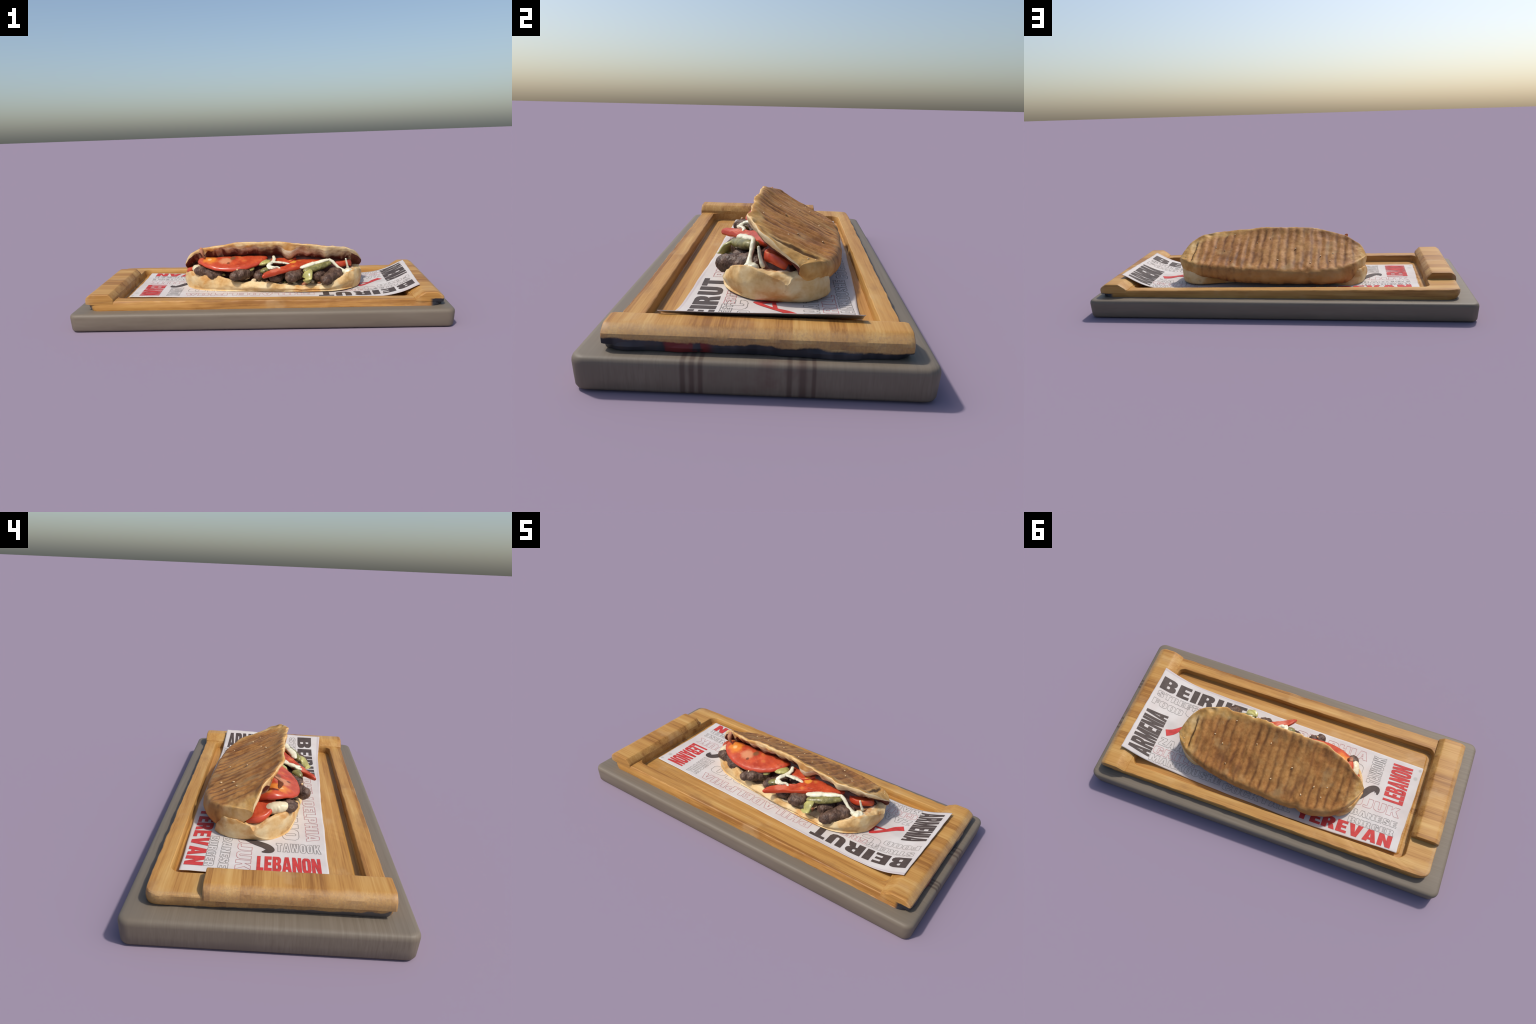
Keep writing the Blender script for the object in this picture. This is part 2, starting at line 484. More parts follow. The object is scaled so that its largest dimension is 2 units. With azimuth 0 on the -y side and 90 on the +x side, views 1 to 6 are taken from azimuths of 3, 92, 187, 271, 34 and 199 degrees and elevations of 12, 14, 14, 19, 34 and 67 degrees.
def build_tray():
    root = empty("serving_tray", "shallow bamboo tray with a groove and raised end bars", "tray")
    # (x low, x high, y low, y high, corner radius, z)
    spec = [(-0.898, 0.930, -0.402, 0.402, 0.05, 0.090), (-0.907, 0.940, -0.402, 0.402, 0.05, 0.100),
            (-0.915, 0.948, -0.400, 0.401, 0.05, 0.113), (-0.919, 0.952, -0.397, 0.401, 0.05, 0.126),
            (-0.920, 0.952, -0.394, 0.400, 0.05, 0.137), (-0.9185, 0.9505, -0.3925, 0.3995, 0.048, 0.1412),
            (-0.915, 0.947, -0.389, 0.396, 0.045, RIM),
            (-0.778, 0.803, -0.3295, 0.345, 0.045, RIM), (-0.7755, 0.801, -0.327, 0.3425, 0.043, RIM - 0.0015),
            (-0.774, 0.799, -0.3255, 0.341, 0.041, 0.1385), (-0.771, 0.796, -0.3225, 0.338, 0.039, 0.1090),
            (-0.767, 0.792, -0.3185, 0.334, 0.036, 0.1045), (-0.748, 0.772, -0.303, 0.321, 0.026, 0.1040),
            (-0.743, 0.767, -0.298, 0.316, 0.026, 0.1085), (-0.740, 0.764, -0.295, 0.313, 0.026, FLOOR),
            (-0.60, 0.62, -0.20, 0.20, 0.02, FLOOR)]
    rings = []
    for i, (a, b, c, d, r, z) in enumerate(spec):
        ring = []
        for x, y, zz in rounded_rect(a, b, c, d, r, z, along=150, across=60):
            outer = i <= 6
            amp = 0.0022 if outer else 0.0015
            w = fbm(x, y, zz * 2.0, 16, 3)
            if outer and 0 < i < 5 and abs(x) > 0.85:
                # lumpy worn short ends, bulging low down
                g = smooth(0.85, 0.91, abs(x))
                lump = max(0.0, fbm(0.0, y, zz * 1.5, 7.0, 5 if x > 0 else 8, 2) + (0.1 if x > 0 else -0.1)) * (1.0 if x > 0 else 0.3)
                low = 1.0 - abs(zz - 0.116) / 0.03
                x += math.copysign(g * 0.026 * lump * max(0.0, low), x)
            if i < 15:
                nx, ny = (1 if x > b - 0.03 else -1 if x < a + 0.03 else 0), (1 if y > d - 0.03 else -1 if y < c + 0.03 else 0)
                x += nx * w * amp
                y += ny * w * amp
                if 2 < i < 10:
                    zz += w * 0.0012
            ring.append((x, y, tilt(x, zz)))
        rings.append(ring)
    me = rings_mesh(rings, "tray_body", True, True)
    sharpen(me, 24)
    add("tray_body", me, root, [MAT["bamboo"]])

    def bar(prof, y0, y1, bevel, seed):
        n = 60
        ring_list = []
        cx = sum(p[0] for p in prof) / len(prof)
        ts = [0.0, 0.25 * bevel, bevel] + [bevel + (y1 - y0 - 2 * bevel) * k / n for k in range(1, n)] + [y1 - y0 - bevel, y1 - y0 - 0.25 * bevel, y1 - y0]
        for t in ts:
            e = min(t, y1 - y0 - t)
            sh = 1 - smooth(0, 1, 1 - min(1.0, e / bevel)) if bevel > 0 else 1
            inset = (1 - math.sqrt(max(0.0, 1 - (1 - min(1.0, e / bevel)) ** 2))) * bevel
            ring = []
            for px, pz in prof:
                y = y0 + t
                k = 1 - inset / 0.075
                x = cx + (px - cx) * k
                top = smooth(0.146, 0.18, pz)
                z = pz - inset * 0.45 * top
                w = fbm(px, y, pz, 18, seed)
                x += w * 0.0010 * (1 if px > cx else -1)
                z += w * 0.0006 * top
                ring.append((x, y, tilt(x, z)))
            ring_list.append(ring)
        me = rings_mesh(ring_list, "end_bar")
        sharpen(me, 24)
        return me

    right = [(0.955, 0.130), (0.9575, 0.150), (0.955, 0.158), (0.948, 0.1655), (0.931, 0.1765), (0.924, 0.1790), (0.916, 0.1800), (0.866, 0.1800), (0.857, 0.1795), (0.850, 0.177),
             (0.820, 0.158), (0.808, 0.147), (0.806, 0.130)]
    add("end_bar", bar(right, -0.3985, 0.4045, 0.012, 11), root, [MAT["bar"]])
    left = [(-0.774, 0.118), (-0.7745, 0.152), (-0.776, 0.156), (-0.797, 0.1785), (-0.801, 0.1808), (-0.808, 0.1815), (-0.893, 0.1815), (-0.902, 0.1795), (-0.918, 0.169), (-0.924, 0.160),
            (-0.9265, 0.146), (-0.925, 0.130)]
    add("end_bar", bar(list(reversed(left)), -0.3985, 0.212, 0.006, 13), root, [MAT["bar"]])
    return root


# ------------------------------------------------------------------ printed paper
FRONT = [(-0.745, -0.205), (-0.5, -0.212), (-0.32, -0.217), (0.0, -0.226), (0.3, -0.240), (0.6, -0.250), (0.77, -0.262), (0.87, -0.270)]
BACK = [(-0.73, 0.316), (-0.4, 0.324), (-0.13, 0.327), (0.03, 0.321), (0.24, 0.317), (0.5, 0.304), (0.73, 0.293), (0.875, 0.286)]
LIE = [(-0.74, 0.1175), (-0.40, 0.1130), (0.0, 0.1075), (0.40, 0.1045), (0.52, 0.1045), (0.62, 0.1080), (0.70, 0.1170), (0.76, 0.1320), (0.80, 0.1475), (0.84, 0.1665), (0.86, 0.1755), (0.90, 0.191)]


def paper_z(x, y):
    z = curve1(LIE, x)
    z += 0.009 * smooth(-0.25, -0.72, x) * smooth(0.05, 0.31, y)          # lifted back corner
    z += 0.006 * smooth(0.66, 0.86, x) * smooth(-0.2, 0.28, y)
    return z + 0.0012 * n3(x, y, 0, 7, 2) + 0.0007 * n3(x, y, 0, 16, 4)


def build_paper():
    root = empty("printed_paper", "white greaseproof sheet printed with red and brown words", "food paper")
    nx, ny = 240, 80
    verts, faces = [], []
    for i in range(nx + 1):
        s = i / nx
        for j in range(ny + 1):
            t = j / ny
            x = lerp(lerp(-0.742, -0.728, smooth(0, 1, t)), lerp(0.858, 0.874, t), s)
            x += 0.003 * n3(0, t * 3, s * 2, 3, 6)
            y = lerp(curve1(FRONT, x), curve1(BACK, x), t) + 0.0025 * n3(x, t, 0, 9, 7) * (abs(t - 0.5) * 2) ** 6
            verts.append((x, y, paper_z(x, y)))
    for i in range(nx):
        for j in range(ny):
            a = i * (ny + 1) + j
            faces.append((a, a + ny + 1, a + ny + 2, a + 1))
    me = mesh_from(verts, faces, "paper_sheet")
    bm = bmesh.new()
    bm.from_mesh(me)
    up = sum(f.normal.z for f in bm.faces)
    if up < 0:
        bmesh.ops.reverse_faces(bm, faces=bm.faces)
    bm.to_mesh(me)
    bm.free()
    sheet = add("paper_sheet", me, root, [MAT["paper"]])
    md = sheet.modifiers.new("Solidify", 'SOLIDIFY')
    md.thickness, md.offset = 0.0016, -1
    return root


# heavy poster capitals: outer contour, then holes, on a box one unit high
GLYPH = {
    'B': ([(0, 0), (.62, 0), (.8, .06), (.88, .18), (.88, .36), (.8, .47), (.72, .51), (.8, .56), (.85, .66), (.85, .82), (.77, .94), (.6, 1), (0, 1)],
          [(.36, .6), (.36, .8), (.46, .8), (.5, .76), (.5, .64), (.46, .6)], [(.36, .2), (.36, .42), (.48, .42), (.52, .38), (.52, .24), (.48, .2)]),
    'E': ([(0, 0), (.75, 0), (.75, .22), (.36, .22), (.36, .4), (.68, .4), (.68, .6), (.36, .6), (.36, .78), (.73, .78), (.73, 1), (0, 1)],),
    'I': ([(0, 0), (.38, 0), (.38, 1), (0, 1)],),
    'R': ([(0, 0), (.36, 0), (.36, .38), (.46, .38), (.56, 0), (.95, 0), (.8, .4), (.72, .47), (.82, .54), (.87, .66), (.87, .82), (.78, .95), (.6, 1), (0, 1)],
          [(.36, .58), (.36, .8), (.46, .8), (.51, .75), (.51, .63), (.46, .58)]),
    'U': ([(0, 1), (0, .3), (.08, .1), (.25, 0), (.62, 0), (.8, .1), (.88, .3), (.88, 1), (.53, 1), (.53, .28), (.48, .2), (.4, .2), (.35, .28), (.35, 1)],),
    'T': ([(.25, 0), (.6, 0), (.6, .77), (.85, .77), (.85, 1), (0, 1), (0, .77), (.25, .77)],),
    'Y': ([(.3, 0), (.66, 0), (.66, .36), (.96, 1), (.6, 1), (.48, .66), (.36, 1), (0, 1), (.3, .36)],),
    'V': ([(.3, 0), (.66, 0), (.96, 1), (.6, 1), (.48, .38), (.36, 1), (0, 1)],),
    'A': ([(0, 0), (.34, 0), (.38, .17), (.58, .17), (.62, 0), (.96, 0), (.68, 1), (.28, 1)], [(.42, .36), (.54, .36), (.48, .7)]),
    'N': ([(0, 0), (.34, 0), (.34, .5), (.58, 0), (.92, 0), (.92, 1), (.58, 1), (.58, .5), (.34, 1), (0, 1)],),
    'M': ([(0, 0), (.32, 0), (.32, .55), (.48, 0), (.7, 0), (.86, .55), (.86, 0), (1.18, 0), (1.18, 1), (.76, 1), (.59, .5), (.42, 1), (0, 1)],),
    'L': ([(0, 0), (.7, 0), (.7, .22), (.36, .22), (.36, 1), (0, 1)],),
    'O': ([(.1, .06), (.25, 0), (.63, 0), (.78, .06), (.88, .22), (.88, .78), (.78, .94), (.63, 1), (.25, 1), (.1, .94), (0, .78), (0, .22)],
          [(.35, .25), (.35, .75), (.4, .82), (.48, .82), (.53, .75), (.53, .25), (.48, .18), (.4, .18)]),
}


GLYPH_ROUND = {
    'C': ([(.1, .06), (.25, 0), (.63, 0), (.78, .06), (.88, .22), (.88, .38), (.53, .38), (.53, .25), (.48, .18), (.4, .18), (.35, .25), (.35, .75), (.4, .82), (.48, .82), (.53, .75),
           (.53, .62), (.88, .62), (.88, .78), (.78, .94), (.63, 1), (.25, 1), (.1, .94), (0, .78), (0, .22)],),
    'D': ([(0, 0), (.58, 0), (.78, .07), (.88, .24), (.88, .76), (.78, .93), (.58, 1), (0, 1)], [(.35, .2), (.35, .8), (.46, .8), (.53, .72), (.53, .28), (.46, .2)]),
    'G': ([(.1, .06), (.25, 0), (.55, 0), (.62, .08), (.66, 0), (.88, 0), (.88, .54), (.5, .54), (.5, .38), (.55, .38), (.55, .25), (.48, .18), (.4, .18), (.35, .25), (.35, .75), (.4, .82),
           (.48, .82), (.53, .75), (.53, .66), (.88, .66), (.88, .78), (.78, .94), (.63, 1), (.25, 1), (.1, .94), (0, .78), (0, .22)],),
    'J': ([(.05, 0), (.4, 0), (.6, .07), (.68, .25), (.68, 1), (.32, 1), (.32, .28), (.25, .22), (0, .22), (0, .03)],),
    'P': ([(0, 0), (.36, 0), (.36, .34), (.62, .34), (.8, .42), (.87, .56), (.87, .8), (.78, .94), (.6, 1), (0, 1)], [(.36, .54), (.36, .8), (.46, .8), (.51, .75), (.51, .6), (.46, .54)]),
    'S': ([(.02, .32), (.02, .2), (.1, .06), (.26, 0), (.6, 0), (.76, .06), (.84, .2), (.84, .4), (.74, .54), (.4, .66), (.35, .72), (.35, .78), (.4, .83), (.46, .83), (.5, .78), (.5, .68),
           (.82, .68), (.82, .8), (.74, .94), (.58, 1), (.26, 1), (.1, .94), (.02, .8), (.02, .62), (.12, .48), (.46, .36), (.51, .3), (.51, .22), (.46, .17), (.4, .17), (.35, .22), (.35, .32)],),
}
GLYPH.update(GLYPH_ROUND)
GLYPH_STRAIGHT = {
    'F': ([(0, 0), (.36, 0), (.36, .4), (.66, .4), (.66, .61), (.36, .61), (.36, .78), (.72, .78), (.72, 1), (0, 1)],),
    'H': ([(0, 0), (.35, 0), (.35, .38), (.57, .38), (.57, 0), (.92, 0), (.92, 1), (.57, 1), (.57, .6), (.35, .6), (.35, 1), (0, 1)],),
    'K': ([(0, 0), (.35, 0), (.35, .34), (.42, .44), (.6, 0), (1, 0), (.68, .58), (.95, 1), (.58, 1), (.35, .62), (.35, 1), (0, 1)],),
    'W': ([(.2, 0), (.52, 0), (.64, .5), (.76, 0), (1.08, 0), (1.28, 1), (.95, 1), (.88, .45), (.78, 1), (.5, 1), (.4, .45), (.33, 1), (0, 1)],),
    'Z': ([(0, 0), (.78, 0), (.78, .22), (.42, .22), (.78, .78), (.78, 1), (.03, 1), (.03, .78), (.38, .78), (0, .22)],),
}
GLYPH.update(GLYPH_STRAIGHT)


def onto_paper(bm, origin, run, up, lift=0.0011):
    """bend flat lettering (text axes run/up on the sheet) onto the paper surface"""
    cuts = []
    for axis, length in ((0, 'x'), (1, 'y')):
        lo = min(v.co[axis] for v in bm.verts)
        hi = max(v.co[axis] for v in bm.verts)
        step = 0.012
        k = int((hi - lo) / step)
        for i in range(1, k + 1):
            p = [0, 0, 0]
            p[axis] = lo + i * (hi - lo) / (k + 1)
            no = [0, 0, 0]
            no[axis] = 1
            bmesh.ops.bisect_plane(bm, geom=bm.verts[:] + bm.edges[:] + bm.faces[:], plane_co=p, plane_no=no)
    for v in bm.verts:
        u, w, h = v.co
        x = origin[0] + run[0] * u + up[0] * w
        y = origin[1] + run[1] * u + up[1] * w
        v.co = (x, y, paper_z(x, y) + lift + h)


MINUS_X, MINUS_Y, PLUS_X = (-1, 0), (0, -1), (1, 0)


def extrude_ink(bm):
    """give the ink film a little depth"""
    bmesh.ops.remove_doubles(bm, verts=bm.verts, dist=1e-5)


def solid_word(word, origin, run, up, width, height, mat, parent, gap=0.09):
    total = sum(max(p[0] for p in GLYPH[c][0]) for c in word) + gap * (len(word) - 1)
    sx = width / total
    pen = 0.0
    bm = bmesh.new()
    for c in word:
        loops = GLYPH[c]
        pts = [[Vector(((pen + px) * sx, py * height, 0)) for px, py in lp] for lp in loops]
        flat = [p for lp in pts for p in lp]
        vs = [bm.verts.new(p) for p in flat]
        for tri in tessellate_polygon(pts):
            try:
                bm.faces.new([vs[i] for i in tri])
            except ValueError:
                pass
        pen += max(p[0] for p in loops[0]) + gap
    onto_paper(bm, origin, run, up)
    for f in bm.faces:
        if f.normal.z < 0:
            f.normal_flip()
    bm.normal_update()
    for f in bm.faces:
        if f.normal.z < 0:
            f.normal_flip()
    me = bpy.data.meshes.new("printed_word")
    bm.to_mesh(me)
    bm.free()
    return add("printed_word", me, parent, [mat])


def outline_word(word, origin, run, up, width, height, mat, parent, gap=0.12, thick=0.0009):
    total = sum(max(p[0] for p in GLYPH[c][0]) for c in word) + gap * (len(word) - 1)
    sx = width / total
    pen = 0.0
    strokes = []
    for c in word:
        for loop in GLYPH[c]:
            for k in range(len(loop)):
                p, q = loop[k - 1], loop[k]
                strokes.append((Vector(((pen + p[0]) * sx, p[1] * height, 0)), Vector(((pen + q[0]) * sx, q[1] * height, 0))))
        pen += max(p[0] for p in GLYPH[c][0]) + gap
    bm = bmesh.new()
    # every outline edge becomes a thin ink stroke
    for a, b in strokes:
        d = b - a
        if d.length < 1e-6:
            continue
        d.normalize()
        n = Vector((-d.y, d.x, 0)) * thick
        a, b = a - d * thick * 0.6, b + d * thick * 0.6
        vs = [bm.verts.new(p) for p in (a - n, b - n, b + n, a + n)]
        bm.faces.new(vs)
    onto_paper(bm, origin, run, up, 0.0009)
    bm.normal_update()
    for f in bm.faces:
        if f.normal.z < 0:
            f.normal_flip()
    me = bpy.data.meshes.new("outlined_word")
    bm.to_mesh(me)
    bm.free()
    return add("outlined_word", me, parent, [mat])


def brush_stroke(path, mat, parent, lift=0.0012, name="brush_letter"):
    """tapered flat stroke: path of (x, y, half width)"""
    n = 40
    left, right = [], []
    pts = []
    for i in range(n + 1):
        t = i / n * (len(path) - 1)
        k = min(int(t), len(path) - 2)
        f = t - k
        p0, p1, p2, p3 = path[max(0, k - 1)], path[k], path[k + 1], path[min(len(path) - 1, k + 2)]
        pts.append(tuple(0.5 * (2 * b + (c - a) * f + (2 * a - 5 * b + 4 * c - d) * f * f + (3 * b - a - 3 * c + d) * f ** 3)
                         for a, b, c, d in zip(p0, p1, p2, p3)))
    verts, faces = [], []
    for i, (x, y, w) in enumerate(pts):
        a, b = pts[max(0, i - 1)], pts[min(n, i + 1)]
        d = Vector((b[0] - a[0], b[1] - a[1]))
        d.normalize()
        for k in range(5):
            s = (k - 2) / 2 * w
            px, py = x - d.y * s, y + d.x * s
            verts.append((px, py, paper_z(px, py) + lift))
    for i in range(n):
        for k in range(4):
            a = i * 5 + k
            faces.append((a, a + 1, a + 6, a + 5))
    me = mesh_from(verts, faces, name)
    bm = bmesh.new()
    bm.from_mesh(me)
    for f in bm.faces:
        if f.normal.z < 0:
            f.normal_flip()
    bm.to_mesh(me)
    bm.free()
    return add(name, me, parent, [mat])


def build_print(root):
    br, rd, gl, pk = MAT["brown_ink"], MAT["red_ink"], MAT["grey_line"], MAT["pink_line"]
    # words that run along the sheet (read from the back) start at their high-x end
    solid_word("BEIRUT", (0.843, -0.139), MINUS_X, MINUS_Y, 0.520, 0.080, br, root, 0.12)
    solid_word("YEREVAN", (-0.158, 0.307), MINUS_X, MINUS_Y, 0.531, 0.068, rd, root, 0.08)
    solid_word("ARMENIA", (0.727, 0.272), MINUS_Y, PLUS_X, 0.272, 0.120, br, root, 0.05)
    solid_word("LEBANON", (-0.690, 0.050), MINUS_Y, PLUS_X, 0.232, 0.113, rd, root, 0.07)
    outline_word("TAWOOK", (-0.534, -0.020), MINUS_Y, PLUS_X, 0.170, 0.072, gl, root)
    outline_word("STREET", (0.838, -0.090), MINUS_X, MINUS_Y, 0.240, 0.035, gl, root)
    outline_word("FRIES", (0.590, -0.088), MINUS_X, MINUS_Y, 0.185, 0.034, pk, root)
    outline_word("FOOD", (0.843, -0.034), MINUS_X, MINUS_Y, 0.178, 0.036, gl, root)
    outline_word("CAPPUCCINO", (0.650, -0.045), MINUS_X, MINUS_Y, 1.075, 0.066, gl, root)
    outline_word("PHILADELPHIA", (0.298, -0.140), MINUS_X, MINUS_Y, 0.728, 0.052, pk, root)
    outline_word("ZAATAR", (0.713, 0.178), MINUS_X, MINUS_Y, 0.300, 0.048, gl, root)
    outline_word("GRILL", (0.722, 0.235), MINUS_X, MINUS_Y, 0.255, 0.045, pk, root)
    outline_word("MANKOUSHE", (0.724, 0.284), MINUS_X, MINUS_Y, 0.430, 0.041, gl, root)
    outline_word("COCKTAIL", (0.275, 0.300), MINUS_X, MINUS_Y, 0.400, 0.041, gl, root)
    outline_word("SUJUK", (-0.345, 0.126), MINUS_X, MINUS_Y, 0.344, 0.055, pk, root)
    outline_word("LEBANESE", (-0.355, 0.186), MINUS_X, MINUS_Y, 0.336, 0.035, gl, root)
    outline_word("BURGER", (-0.435, 0.237), MINUS_X, MINUS_Y, 0.254, 0.034, gl, root)
    # red brush capital A peeping out beside the bread
    brush_stroke([(0.702, 0.097, 0.020), (0.665, 0.075, 0.016), (0.625, 0.030, 0.009), (0.588, -0.006, 0.010), (0.565, -0.026, 0.006)], rd, root)
    brush_stroke([(0.574, -0.024, 0.010), (0.566, 0.010, 0.011), (0.556, 0.048, 0.010), (0.548, 0.075, 0.006)], rd, root)
    brush_stroke([(0.636, 0.044, 0.006), (0.600, 0.040, 0.007), (0.556, 0.036, 0.005)], rd, root, 0.0015)
    # dark hooked brush tail at the other end
    brush_stroke([(-0.430, 0.105, 0.012), (-0.465, 0.062, 0.018), (-0.492, 0.022, 0.019), (-0.515, 0.004, 0.017), (-0.533, 0.003, 0.014), (-0.540, 0.016, 0.010), (-0.541, 0.034, 0.004)], br, root)
    brush_stroke([(-0.520, 0.006, 0.005), (-0.528, 0.018, 0.004), (-0.527, 0.028, 0.001)], br, root, 0.0015)


# ------------------------------------------------------------------ bread
LID_L, LID_R = -0.462, 0.594
RIDGE_Y = [(-0.462, 0.078), (-0.44, 0.068), (-0.40, 0.045), (-0.34, 0.012), (-0.28, -0.012), (-0.20, -0.030), (-0.08, -0.039), (0.08, -0.046), (0.24, -0.054), (0.34, -0.060), (0.43, -0.052), (0.48, -0.034),
           (0.52, -0.006), (0.556, 0.036), (0.58, 0.070), (0.594, 0.105)]
RIDGE_Z = [(-0.462, 0.258), (-0.43, 0.298), (-0.40, 0.318), (-0.35, 0.343), (-0.28, 0.357), (-0.21, 0.371), (-0.14, 0.380), (0.0, 0.383), (0.14, 0.379), (0.28, 0.367), (0.36, 0.358), (0.43, 0.352),
           (0.48, 0.344), (0.53, 0.318), (0.57, 0.280), (0.594, 0.248)]
BACK_Y = [(-0.462, 0.080), (-0.445, 0.135), (-0.42, 0.180), (-0.381, 0.232), (-0.33, 0.267), (-0.25, 0.290), (-0.157, 0.297), (0.02, 0.290), (0.21, 0.280), (0.36, 0.256), (0.45, 0.233), (0.50, 0.211), (0.54, 0.185),
          (0.575, 0.152), (0.594, 0.118)]
CREASE_Z = [(-0.462, 0.250), (-0.42, 0.236), (-0.36, 0.224), (-0.26, 0.215), (-0.12, 0.211), (0.03, 0.215), (0.24, 0.220), (0.43, 0.226), (0.53, 0.236), (0.594, 0.240)]
UNDER_Z = [(-0.462, 0.198), (-0.42, 0.148), (-0.36, 0.130), (-0.28, 0.128), (0.0, 0.127), (0.25, 0.130), (0.40, 0.148), (0.48, 0.152), (0.55, 0.166), (0.594, 0.198)]
PER = 9


def lid_section(x):
    yf, yb = curve1(RIDGE_Y, x), curve1(BACK_Y, x)
    zf, zc, zu = curve1(RIDGE_Z, x), curve1(CREASE_Z, x), curve1(UNDER_Z, x)
    w = yb - yf
    s = min(1.0, w / 0.26)
    ripple = 0.020 * n3(x, 0, 0, 13, 21) + 0.013 * n3(x, 0, 0, 31, 22)
    yf += 0.014 * n3(x, 0, 0, 11, 23) + 0.008 * n3(x, 1, 0, 30, 24) - 0.003
    for dx, dw, dz in ((0.165, 0.045, -0.040), (-0.110, 0.040, -0.022), (-0.335, 0.018, -0.030), (0.020, 0.025, -0.012), (0.400, 0.060, -0.010), (-0.22, 0.03, 0.012)):
        ripple += dz * math.exp(-((x - dx) / dw) ** 2)
    lip = 0.036 * (0.55 + 0.45 * s)
    mid_dn = max(0.03, 0.050 * s)
    top = lambda t: (lerp(yf, yb - 0.022 * s, t), lerp(zf, zc, t) + s * (0.002 * math.sin(math.pi * t ** 2.4) - 0.0035 * math.sin(math.pi * t)))
    y9, z9 = top(0.62)
    y10, z10 = top(0.26)
    return [
        (yf, zf - 0.012 * s),
        (yf + 0.010 * s, zf - 0.001),
        top(0.18), top(0.40), top(0.64), top(0.86),
        (yb - 0.016 * s, zc + 0.001),
        (yb - 0.002 * s, lerp(zc, zu, 0.34)),
        (yb - 0.010 * s, lerp(zc, zu, 0.76)),
        (yb - 0.055 * s, zu),
        (yb - 0.115 * s, lerp(zu, z9, 0.25)),
        (y9, z9 - mid_dn - 0.012),
        (y10, z10 - mid_dn + ripple * 0.75),
        (yf + 0.022 * s, zf - lip - 0.006 + ripple),
    ]


def dent(x, y, x0, y0, rx, ry):
    return math.exp(-((x - x0) / rx) ** 2 - ((y - y0) / ry) ** 2)


def build_lid(root):
    n = 300
    rings = []
    for i in range(n + 1):
        u = i / n
        x = LID_L + (LID_R - LID_L) * (0.5 - 0.5 * math.cos(math.pi * u)) ** 1.0
        sec = closed_spline(lid_section(x), PER)
        e = min(x - LID_L, LID_R - x)
        k = 0.10 + 0.90 * math.sqrt(max(0.0, 1 - (1 - min(1.0, e / 0.036)) ** 2))
        cy = sum(p[0] for p in sec) / len(sec)
        cz = sum(p[1] for p in sec) / len(sec)
        sec = [(cy + (y - cy) * k, cz + (z - cz) * k) for y, z in sec]
        ring = []
        m = len(sec)
        for j, (y, z) in enumerate(sec):
            ya, za = sec[j - 1]
            yb, zb = sec[(j + 1) % m]
            ny, nz = -(zb - za), (yb - ya)
            ln = math.hypot(ny, nz) or 1
            ny, nz = ny / ln, nz / ln                       # outward for this winding
            on_top = smooth(0.5, 2.0, j / PER) * (1 - smooth(5.3, 6.3, j / PER))
            inward = smooth(9.5, 10.5, j / PER)
            wob = 0.028 * (n3(x, y, z, 5, 40) * 0.5)
            wave = math.cos((x - RIDGE_AT + wob) * 2 * math.pi / RIDGE)
            ends = smooth(0.02, 0.10, e)
            d = -0.0034 * wave * on_top * ends * max(0.1, 0.65 + 0.9 * n3(x, y, z, 7, 30))
            d -= 0.0060 * max(0.0, n3(x, y, z, 13, 36) - 0.15) * on_top
            d += 0.0050 * fbm(x, y, z, 9, 31) * (0.6 + 0.4 * inward) + 0.0016 * fbm(x, y, z, 38, 32)
            d += 0.0040 * n3(x, y, z, 17, 34) * (1 - on_top)
            d -= 0.010 * dent(x, y, 0.507 + 0.01 * n3(y, 0, 0, 12, 9), 0.10, 0.009, 0.085) * on_top      # split at the short end
            d -= 0.010 * dent(x, y, 0.445, -0.028, 0.025, 0.014) * (1 - inward)
            d -= 0.012 * dent(x, y, -0.150, 0.285, 0.018, 0.02) * (1 - inward)
            d -= 0.006 * dent(x, y, 0.195, 0.150, 0.022, 0.035) * on_top
            d -= 0.004 * dent(x, y, 0.150, 0.150, 0.010, 0.05) * on_top
            ring.append((x, y + ny * d * k, z + nz * d * k))
        rings.append(ring)
    me = rings_mesh(rings, "bread_lid")
    ob = add("bread_lid", me, root, [MAT["crust"], MAT["inner"], MAT["pale"]])
    m = len(rings[0])
    for p in me.polygons:
        if len(p.vertices) > 4:
            p.material_index = 0
            continue
        j = p.vertices[0] % m
        q = j / PER
        if q >= 9.6 and q < 13.4:
            p.material_index = 1
        elif q >= 13.4 or q < 0.6:
            p.material_index = 2
    return ob


LOW_L, LOW_R = -0.466, 0.590
LOW_F = [(-0.466, 0.050), (-0.446, 0.016), (-0.41, -0.030), (-0.36, -0.064), (-0.28, -0.088), (-0.18, -0.108), (0.0, -0.124), (0.15, -0.138), (0.26, -0.145), (0.36, -0.143), (0.44, -0.124),
         (0.51, -0.082), (0.555, -0.034), (0.575, 0.004), (0.588, 0.050)]
LOW_B = [(-0.466, 0.100), (-0.44, 0.175), (-0.39, 0.222), (-0.34, 0.222), (-0.27, 0.185), (-0.18, 0.160), (0.0, 0.155), (0.22, 0.160), (0.34, 0.185), (0.42, 0.212), (0.47, 0.220), (0.52, 0.203), (0.560, 0.170), (0.590, 0.110)]
LOW_LIP = [(-0.458, 0.190), (-0.42, 0.212), (-0.36, 0.216), (-0.28, 0.205), (-0.20, 0.186), (-0.14, 0.166), (-0.03, 0.168), (0.09, 0.158), (0.18, 0.146), (0.30, 0.144), (0.36, 0.150), (0.42, 0.172),
           (0.48, 0.200), (0.54, 0.218), (0.588, 0.205)]
CREST = [(-0.466, 0.186), (-0.41, 0.182), (-0.35, 0.155), (0.0, 0.145), (0.40, 0.155), (0.48, 0.190), (0.53, 0.202), (0.588, 0.200)]


